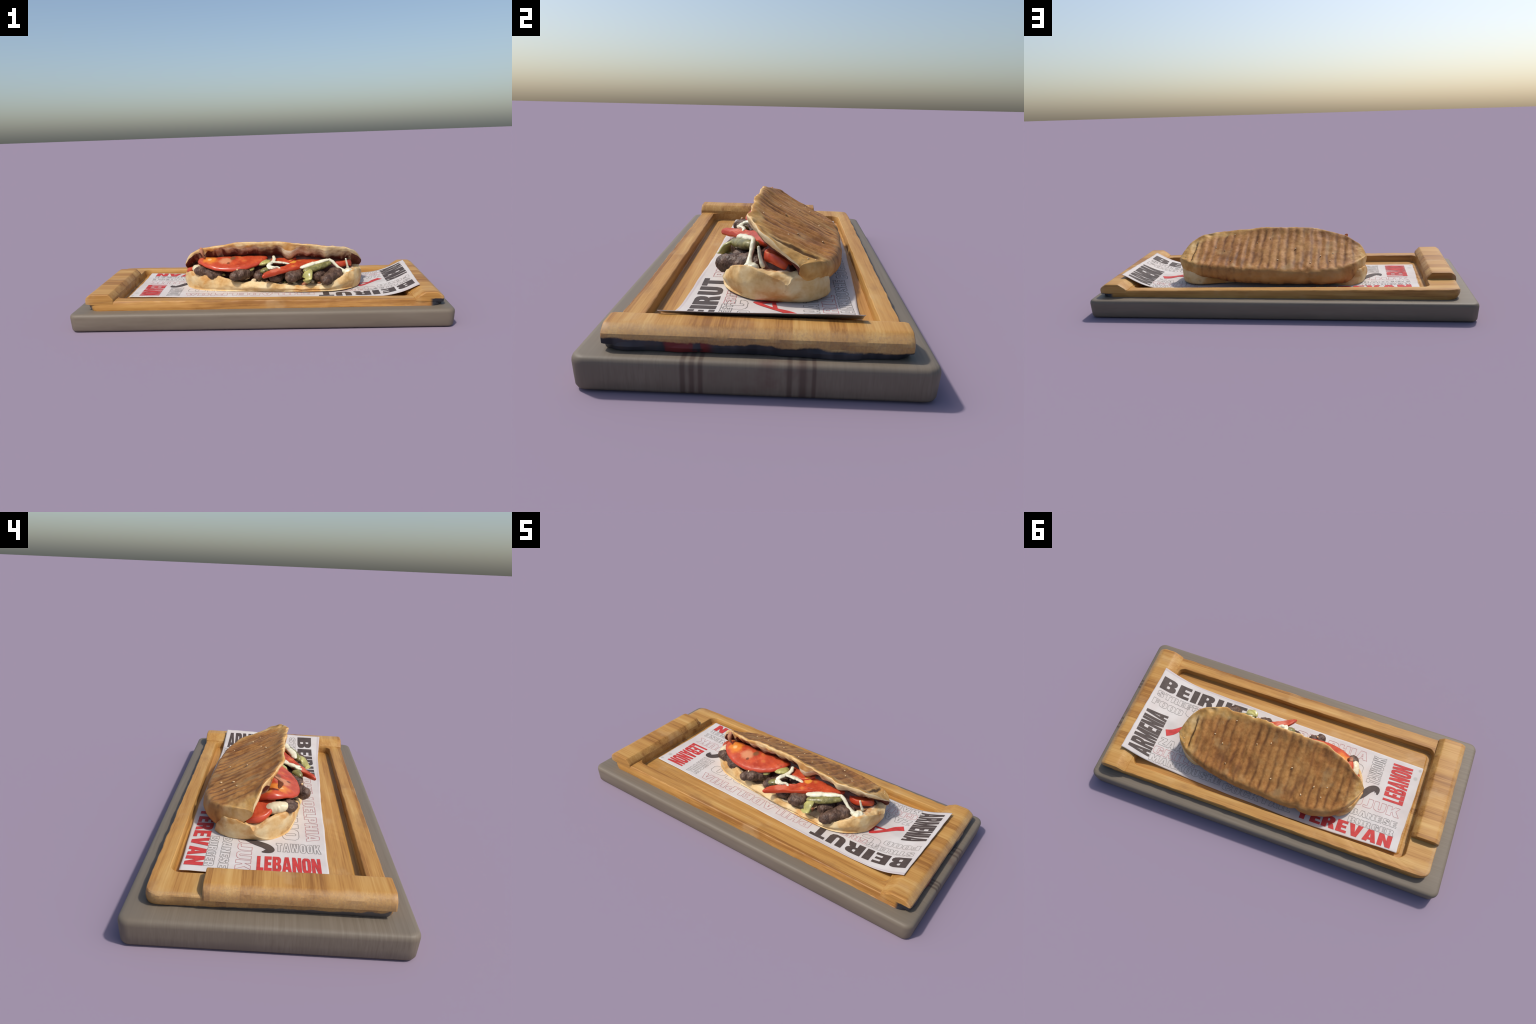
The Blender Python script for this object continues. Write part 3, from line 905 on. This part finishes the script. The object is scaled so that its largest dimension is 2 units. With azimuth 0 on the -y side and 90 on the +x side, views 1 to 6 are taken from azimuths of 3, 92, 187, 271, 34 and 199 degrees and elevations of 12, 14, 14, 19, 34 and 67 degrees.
def build_bottom(root):
    n = 220
    rings = []
    gl = 0.108
    for i in range(n + 1):
        u = i / n
        x = LOW_L + (LOW_R - LOW_L) * (0.5 - 0.5 * math.cos(math.pi * u))
        yf, yb, lip, cr = curve1(LOW_F, x), curve1(LOW_B, x), curve1(LOW_LIP, x), curve1(CREST, x)
        lip += 0.006 * n3(x, 0, 0, 18, 51) + 0.004 * n3(x, 0, 0, 42, 52)
        s = min(1.0, (yb - yf) / 0.22)
        lift = gl + 0.020 * (1 - s)
        ctrl = [(yf + 0.022 * s, lift), (yf + 0.003 * s, lift + 0.012), (yf - 0.010 * s, lerp(lift, lip, 0.5)), (yf - 0.004 * s, lip - 0.008), (yf + 0.006 * s, lip),
                (yf + 0.026 * s, lip - 0.006), (yf + 0.075 * s, lerp(lip, cr, 0.6) - 0.006), (lerp(yf, yb, 0.62), cr), (yb - 0.035 * s, cr + 0.012), (yb - 0.012 * s, cr + 0.004),
                (yb, lerp(lift, cr, 0.45)), (yb - 0.03 * s, lift)]
        sec = closed_spline(ctrl, 7)
        e = min(x - LOW_L, LOW_R - x)
        k = 0.02 + 0.98 * math.sqrt(max(0.0, 1 - (1 - min(1.0, e / 0.035)) ** 2))
        cy = sum(p[0] for p in sec) / len(sec)
        cz = lerp(lift, lip, 0.5)
        ring = []
        m = len(sec)
        for j, (y, z) in enumerate(sec):
            y, z = cy + (y - cy) * k, cz + (z - cz) * (0.10 + 0.90 * k)
            q = j / 7
            up = smooth(0.6, 2.0, q)
            d = 0.013 * n3(x, y, z, 8, 55) + 0.006 * fbm(x, y, z, 20, 56)
            crumb = smooth(4.2, 5.0, q) * (1 - smooth(8.5, 9.5, q))
            y += -d * (1 - crumb) * up * (1 if q < 5 else -0.6) * s * k
            z += crumb * (0.006 * fbm(x, y, z, 40, 57) + 0.005 * n3(x, y, 0, 20, 58))
            ring.append((x, y, max(z, 0.106)))
        rings.append(ring)
    me = rings_mesh(rings, "bread_bottom")
    ob = add("bread_bottom", me, root, [MAT["pale"], MAT["crumb"]])
    m = len(rings[0])
    for p in me.polygons:
        if len(p.vertices) == 4:
            q = (p.vertices[0] % m) / 7
            if 4.3 <= q < 7.2 and -0.40 < p.center.x < 0.54:
                p.material_index = 1
    return ob


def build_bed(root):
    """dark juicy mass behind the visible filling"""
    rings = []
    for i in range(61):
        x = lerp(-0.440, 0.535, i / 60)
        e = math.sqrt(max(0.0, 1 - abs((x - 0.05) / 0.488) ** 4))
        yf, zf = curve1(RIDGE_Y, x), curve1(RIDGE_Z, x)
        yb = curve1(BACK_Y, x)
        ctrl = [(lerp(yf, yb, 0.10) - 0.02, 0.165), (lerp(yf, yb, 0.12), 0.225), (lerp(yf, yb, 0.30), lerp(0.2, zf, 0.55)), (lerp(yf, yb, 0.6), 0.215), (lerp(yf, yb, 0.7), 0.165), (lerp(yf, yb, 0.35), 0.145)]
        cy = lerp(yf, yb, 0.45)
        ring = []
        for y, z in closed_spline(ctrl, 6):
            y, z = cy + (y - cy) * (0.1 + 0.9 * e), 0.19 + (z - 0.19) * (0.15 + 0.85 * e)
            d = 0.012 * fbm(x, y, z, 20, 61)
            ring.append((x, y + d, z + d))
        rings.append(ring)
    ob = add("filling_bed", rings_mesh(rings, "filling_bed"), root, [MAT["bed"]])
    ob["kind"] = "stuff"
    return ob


# ------------------------------------------------------------------ fillings
def slab_piece(name, outline, plane, thick, mats, root, seed, bend=0.0):
    """a slice: smooth closed outline in plan, lying on z = plane(x, y), with rounded skin edge"""
    ring2 = closed_spline(outline, 8)
    cx = sum(p[0] for p in ring2) / len(ring2)
    cy = sum(p[1] for p in ring2) / len(ring2)
    prof = [(0.25, -0.5), (0.8, -0.5), (0.96, -0.42), (1.0, -0.15), (1.0, 0.15), (0.965, 0.42), (0.93, 0.5), (0.80, 0.46), (0.62, 0.42), (0.45, 0.46), (0.28, 0.44), (0.12, 0.45)]
    rings = []
    for r, h in prof:
        ring = []
        for x, y in ring2:
            px, py = cx + (x - cx) * r, cy + (y - cy) * r
            w = 0.004 * n3(px, py, h * 0.02, 22, seed) + 0.0025 * fbm(px, py, h * 0.02, 50, seed + 1) * (1 if h > 0.3 else 0)
            ring.append((px, py, plane(px, py) + h * thick + w))
        rings.append(ring)
    me = rings_mesh(rings, name)
    ob = add(name, me, root, mats)
    n = len(ring2)
    for p in me.polygons:
        row = min(p.vertices) // n
        if 1 <= row <= 4 and len(p.vertices) == 4:
            p.material_index = 1
    return ob


def ellipse(cx, cy, a, b, n=12, rot=0.0, wob=0.0, seed=0):
    out = []
    for i in range(n):
        t = 2 * math.pi * i / n
        k = 1 + wob * n3(math.cos(t), math.sin(t), 0, 1.5, seed)
        u, v = a * k * math.cos(t), b * k * math.sin(t)
        out.append((cx + u * math.cos(rot) - v * math.sin(rot), cy + u * math.sin(rot) + v * math.cos(rot)))
    return out


def tube(name, path, mat, root, seed, rough=0.10, squash=1.0, sides=20, seg=44, point=0.0):
    """rounded, lumpy body along a path of (x, y, z, radius)"""
    pts = []
    n = len(path) - 1
    for i in range(seg + 1):
        t = i / seg * n
        k = min(int(t), n - 1)
        f = t - k
        p0, p1, p2, p3 = path[max(0, k - 1)], path[k], path[k + 1], path[min(n, k + 2)]
        pts.append(tuple(0.5 * (2 * b + (c - a) * f + (2 * a - 5 * b + 4 * c - d) * f * f + (3 * b - a - 3 * c + d) * f ** 3)
                         for a, b, c, d in zip(p0, p1, p2, p3)))
    rings = []
    total = sum((Vector(pts[i + 1][:3]) - Vector(pts[i][:3])).length for i in range(seg))
    run = 0.0
    for i, (x, y, z, r) in enumerate(pts):
        if i:
            run += (Vector(pts[i][:3]) - Vector(pts[i - 1][:3])).length
        d = Vector(pts[min(seg, i + 1)][:3]) - Vector(pts[max(0, i - 1)][:3])
        d.normalize()
        side = d.cross(Vector((0, 0, 1)))
        if side.length < 1e-3:
            side = Vector((1, 0, 0))
        side.normalize()
        up = side.cross(d)
        cap = 1.0
        e = min(run, total - run)
        if e < r:
            cap = math.sqrt(max(0.0, 1 - (1 - e / r) ** 2))
        cap = max(cap, 0.04)
        ring = []
        for j in range(sides):
            a = 2 * math.pi * j / sides
            v = side * math.cos(a) + up * math.sin(a) * squash
            p = Vector((x, y, z)) + v * r * cap
            w = 1 + rough * fbm(p.x, p.y, p.z, 24, seed) + rough * 0.5 * fbm(p.x, p.y, p.z, 70, seed + 2)
            ring.append(tuple(Vector((x, y, z)) + v * r * cap * w))
        rings.append(ring)
    return add(name, rings_mesh(rings, name), root, [mat])


def under_lid(x, y):
    """height of the lid's underside at this point, with a little clearance"""
    yf, yb = curve1(RIDGE_Y, x), curve1(BACK_Y, x)
    t = min(1.0, max(0.0, (y - yf) / max(0.05, yb - yf)))
    return lerp(curve1(RIDGE_Z, x), curve1(CREASE_Z, x), t) - 0.068 - 0.012 * t


def tucked(plane):
    """a slice follows its own plane until the lid presses it down"""
    def f(x, y):
        a, b = plane(x, y), under_lid(x, y)
        h = max(0.0, min(1.0, 0.5 + 0.5 * (b - a) / 0.02))
        return lerp(b, a, h) - 0.02 * h * (1 - h)
    return f


def build_fillings(root):
    tm = [MAT["tomato"], MAT["skin"]]
    # big slice near the low-x end, leaning with the lid
    slab_piece("tomato_slice", ellipse(-0.170, 0.022, 0.207, 0.134, 14, 0.06, 0.03, 3), tucked(lambda x, y: 0.283 + 0.42 * y - 0.02 * (x + 0.2)),
               0.024, tm, root, 70)
    # slice tucked deep in the low-x end
    slab_piece("tomato_slice", ellipse(-0.335, 0.075, 0.120, 0.085, 12, 0.15, 0.05, 5), tucked(lambda x, y: 0.238 + 0.34 * (x + 0.34) - 0.10 * (y - 0.07)), 0.026, tm, root, 73)
    # long wedge in the middle, its tip sticking out to the front
    wedge = [(0.012, -0.196), (0.040, -0.184), (0.100, -0.146), (0.165, -0.112), (0.250, -0.070), (0.330, -0.034), (0.385, 0.004), (0.370, 0.050), (0.270, 0.060), (0.190, 0.030),
             (0.160, -0.030), (0.135, -0.072), (0.080, -0.105), (0.045, -0.135), (0.018, -0.170)]
    slab_piece("tomato_slice", wedge, tucked(lambda x, y: 0.250 + 0.19 * y + 0.10 * max(0.0, y + 0.04)), 0.024, tm, root, 76)
    slab_piece("tomato_slice", ellipse(0.130, 0.010, 0.075, 0.045, 10, 0.2, 0.08, 9), tucked(lambda x, y: 0.262 + 0.25 * y), 0.020, tm, root, 79)
    slab_piece("tomato_slice", ellipse(0.462, 0.055, 0.070, 0.055, 10, 0.3, 0.08, 12), tucked(lambda x, y: 0.232 + 0.15 * y), 0.036, tm, root, 82)

    links = [
        [(-0.170, -0.156, 0.208, 0.024), (-0.135, -0.118, 0.207, 0.034), (-0.095, -0.075, 0.209, 0.033), (-0.05, -0.03, 0.212, 0.028)],
        [(-0.385, -0.080, 0.226, 0.026), (-0.350, -0.060, 0.224, 0.033), (-0.300, -0.055, 0.216, 0.032), (-0.24, -0.05, 0.21, 0.028)],
        [(-0.310, -0.088, 0.200, 0.022), (-0.270, -0.070, 0.202, 0.030), (-0.22, -0.03, 0.21, 0.028)],
        [(-0.040, -0.122, 0.202, 0.020), (-0.015, -0.108, 0.201, 0.031), (0.020, -0.070, 0.204, 0.031), (0.06, -0.02, 0.21, 0.026)],
        [(0.050, -0.128, 0.184, 0.020), (0.080, -0.108, 0.186, 0.030), (0.115, -0.060, 0.192, 0.030), (0.13, -0.02, 0.2, 0.026)],
        [(0.142, -0.150, 0.186, 0.026), (0.165, -0.130, 0.190, 0.036), (0.205, -0.085, 0.196, 0.037), (0.24, -0.03, 0.205, 0.030)],
        [(0.300, -0.115, 0.182, 0.024), (0.325, -0.085, 0.190, 0.031), (0.36, -0.03, 0.20, 0.030)],
        [(0.350, -0.176, 0.172, 0.014), (0.366, -0.150, 0.176, 0.031), (0.395, -0.105, 0.184, 0.037), (0.430, -0.055, 0.192, 0.036), (0.46, -0.01, 0.197, 0.028)],
    ]
    for k, path in enumerate(links):
        tube("sausage_link", path, MAT["sausage"], root, 90 + k * 3, 0.26, (0.92, 0.78, 0.86, 0.95)[k % 4])
    # nut crumb stuck on one link
    tube("nut_crumb", [(-0.137, -0.126, 0.240, 0.006), (-0.128, -0.122, 0.241, 0.006)], MAT["seed"], root, 130, 0.1, 1.0, 10, 8)

    # torn tongue of bread hanging from the lid
    tube("bread_strip", [(-0.352, 0.000, 0.350, 0.007), (-0.346, -0.022, 0.332, 0.012), (-0.338, -0.026, 0.310, 0.011), (-0.332, -0.022, 0.292, 0.008)], MAT["strip"], root, 135, 0.25, 0.5)
    # pickles
    tube("pickle_slice", [(0.262, -0.152, 0.160, 0.012), (0.262, -0.156, 0.190, 0.032), (0.268, -0.145, 0.218, 0.026), (0.280, -0.120, 0.235, 0.014)], MAT["pickle_pale"], root, 140, 0.10, 0.38)
    tube("pickle_slice", [(0.240, -0.128, 0.226, 0.014), (0.300, -0.100, 0.234, 0.024), (0.360, -0.062, 0.244, 0.025), (0.405, -0.028, 0.255, 0.018)], MAT["pickle"], root, 143, 0.10, 0.75)
    tube("pickle_slice", [(-0.020, -0.045, 0.250, 0.014), (0.015, -0.030, 0.256, 0.030), (0.055, -0.005, 0.262, 0.028)], MAT["pickle_pale"], root, 146, 0.10, 0.5)
    tube("pickle_slice", [(-0.002, -0.125, 0.226, 0.012), (0.022, -0.112, 0.230, 0.022), (0.048, -0.090, 0.234, 0.018)], MAT["pickle"], root, 149, 0.14, 0.7)
    tube("pickle_slice", [(-0.085, -0.080, 0.220, 0.010), (-0.060, -0.065, 0.228, 0.016), (-0.040, -0.050, 0.234, 0.014)], MAT["pickle_pale"], root, 152, 0.2, 0.7)

    # browned scraps and crumbs packed between the links
    scraps = random.Random(21)
    for k in range(26):
        x = -0.36 + 0.84 * (k + scraps.uniform(0.1, 0.9)) / 26
        lip = curve1(LOW_LIP, x)
        y = curve1(LOW_F, x) + scraps.uniform(0.030, 0.070)
        z = lip + scraps.uniform(-0.004, 0.016)
        r = scraps.uniform(0.008, 0.016)
        a = scraps.uniform(0, 3.1)
        d = scraps.uniform(0.012, 0.030)
        tube("filling_scrap", [(x - d * math.cos(a), y - d * math.sin(a) * 0.6, z - 0.004, r * 0.7), (x, y, z, r), (x + d * math.cos(a), y + d * math.sin(a) * 0.6, z + scraps.uniform(-0.006, 0.006), r * 0.6)],
             MAT[scraps.choice(("crumb", "sausage", "crumb", "cream", "strip", "pickle"))], root, 200 + k, 0.4, scraps.uniform(0.4, 0.8), 12, 16)
    # garlic sauce: smears, strands and blobs
    sc = MAT["sauce"]
    tube("sauce_dollop", [(0.222, -0.104, 0.240, 0.012), (0.262, -0.094, 0.248, 0.017), (0.318, -0.070, 0.258, 0.016), (0.365, -0.052, 0.268, 0.012), (0.396, -0.040, 0.272, 0.009)], sc, root, 160, 0.30, 0.7)
    tube("sauce_strand", [(0.385, -0.042, 0.272, 0.008), (0.408, -0.042, 0.260, 0.009), (0.440, -0.048, 0.228, 0.009), (0.468, -0.050, 0.206, 0.012), (0.485, -0.048, 0.198, 0.017)], sc, root, 163, 0.20)
    tube("sauce_dollop", [(0.475, -0.060, 0.196, 0.016), (0.497, -0.045, 0.197, 0.023), (0.520, -0.020, 0.196, 0.015)], sc, root, 166, 0.25)
    tube("sauce_strand", [(0.488, -0.020, 0.272, 0.005), (0.495, -0.014, 0.240, 0.006), (0.503, 0.000, 0.202, 0.010)], sc, root, 169, 0.25)
    tube("sauce_dollop", [(0.036, -0.106, 0.250, 0.010), (0.058, -0.112, 0.244, 0.017), (0.090, -0.100, 0.240, 0.010)], sc, root, 184, 0.4, 0.5)
    tube("sauce_strand", [(0.070, -0.002, 0.292, 0.007), (0.076, -0.022, 0.277, 0.009), (0.066, -0.055, 0.266, 0.012), (0.046, -0.098, 0.258, 0.012), (0.040, -0.112, 0.248, 0.009)], sc, root, 172, 0.35, 0.7)
    tube("sauce_strand", [(0.046, -0.104, 0.256, 0.010), (0.072, -0.112, 0.248, 0.011), (0.098, -0.098, 0.244, 0.009), (0.112, -0.104, 0.236, 0.006)], sc, root, 175, 0.35, 0.7)
    tube("sauce_strand", [(0.066, -0.058, 0.267, 0.011), (0.098, -0.050, 0.262, 0.012), (0.135, -0.042, 0.256, 0.011), (0.170, -0.042, 0.246, 0.007)], sc, root, 178, 0.40, 0.6)
    tube("sauce_dollop", [(-0.362, -0.066, 0.238, 0.012), (-0.372, -0.038, 0.232, 0.026), (-0.380, 0.000, 0.224, 0.030), (-0.38, 0.040, 0.214, 0.020)], MAT["cream"], root, 181, 0.16, 0.75)


def build_sesame(root):
    spots = [(0.273, 0.132), (0.148, 0.065), (0.076, 0.042), (0.387, 0.077), (0.362, 0.017), (0.293, -0.013), (-0.211, 0.169), (-0.278, 0.152), (-0.158, 0.225), (-0.263, 0.205),
             (0.281, 0.200), (0.548, 0.140), (0.538, 0.165), (0.02, 0.20), (-0.07, 0.12), (0.33, 0.11)]
    base = None
    for i, (x, y) in enumerate(spots):
        sec = closed_spline(lid_section(x), PER)
        top = min(((abs(yy - y), z) for k, (yy, z) in enumerate(sec) if PER < k < 6.5 * PER))[1]
        if base is None:
            bm = bmesh.new()
            bmesh.ops.create_uvsphere(bm, u_segments=12, v_segments=8, radius=1.0)
            for v in bm.verts:
                v.co = (v.co.x * 0.0068 * (1 - 0.25 * v.co.y), v.co.y * 0.0042, v.co.z * 0.0026)
            base = bpy.data.meshes.new("sesame_seed")
            bm.to_mesh(base)
            bm.free()
            ob = add("sesame_seed", base, root, [MAT["seed"]])
        else:
            ob = bpy.data.objects.new("sesame_seed", base)
            SCENE.objects.link(ob)
            ob.parent = root
        ob.location = (x, y, top + 0.0005)
        ob.rotation_euler = (-0.5, 0, random.uniform(0, 3.1))
        s = random.uniform(0.6, 0.9)
        ob.scale = (s, s, s)


build_slab()
build_tray()
sheet = build_paper()
build_print(sheet)
food = empty("sandwich", "grill-marked flatbread sandwich with sausage, tomato, pickle and sauce", "sandwich")
build_bottom(food)
build_lid(food)
build_bed(food)
build_fillings(food)
build_sesame(food)

# each Empty stands at the base of its thing
for name, at in (("serving_tray", (0, 0, 0.090)), ("printed_paper", (0.07, 0.04, 0.104)), ("sandwich", (0.06, 0.06, 0.108))):
    root = bpy.data.objects[name]
    root.location = at
    for child in root.children:
        child.matrix_parent_inverse = Matrix.Translation(-Vector(at))
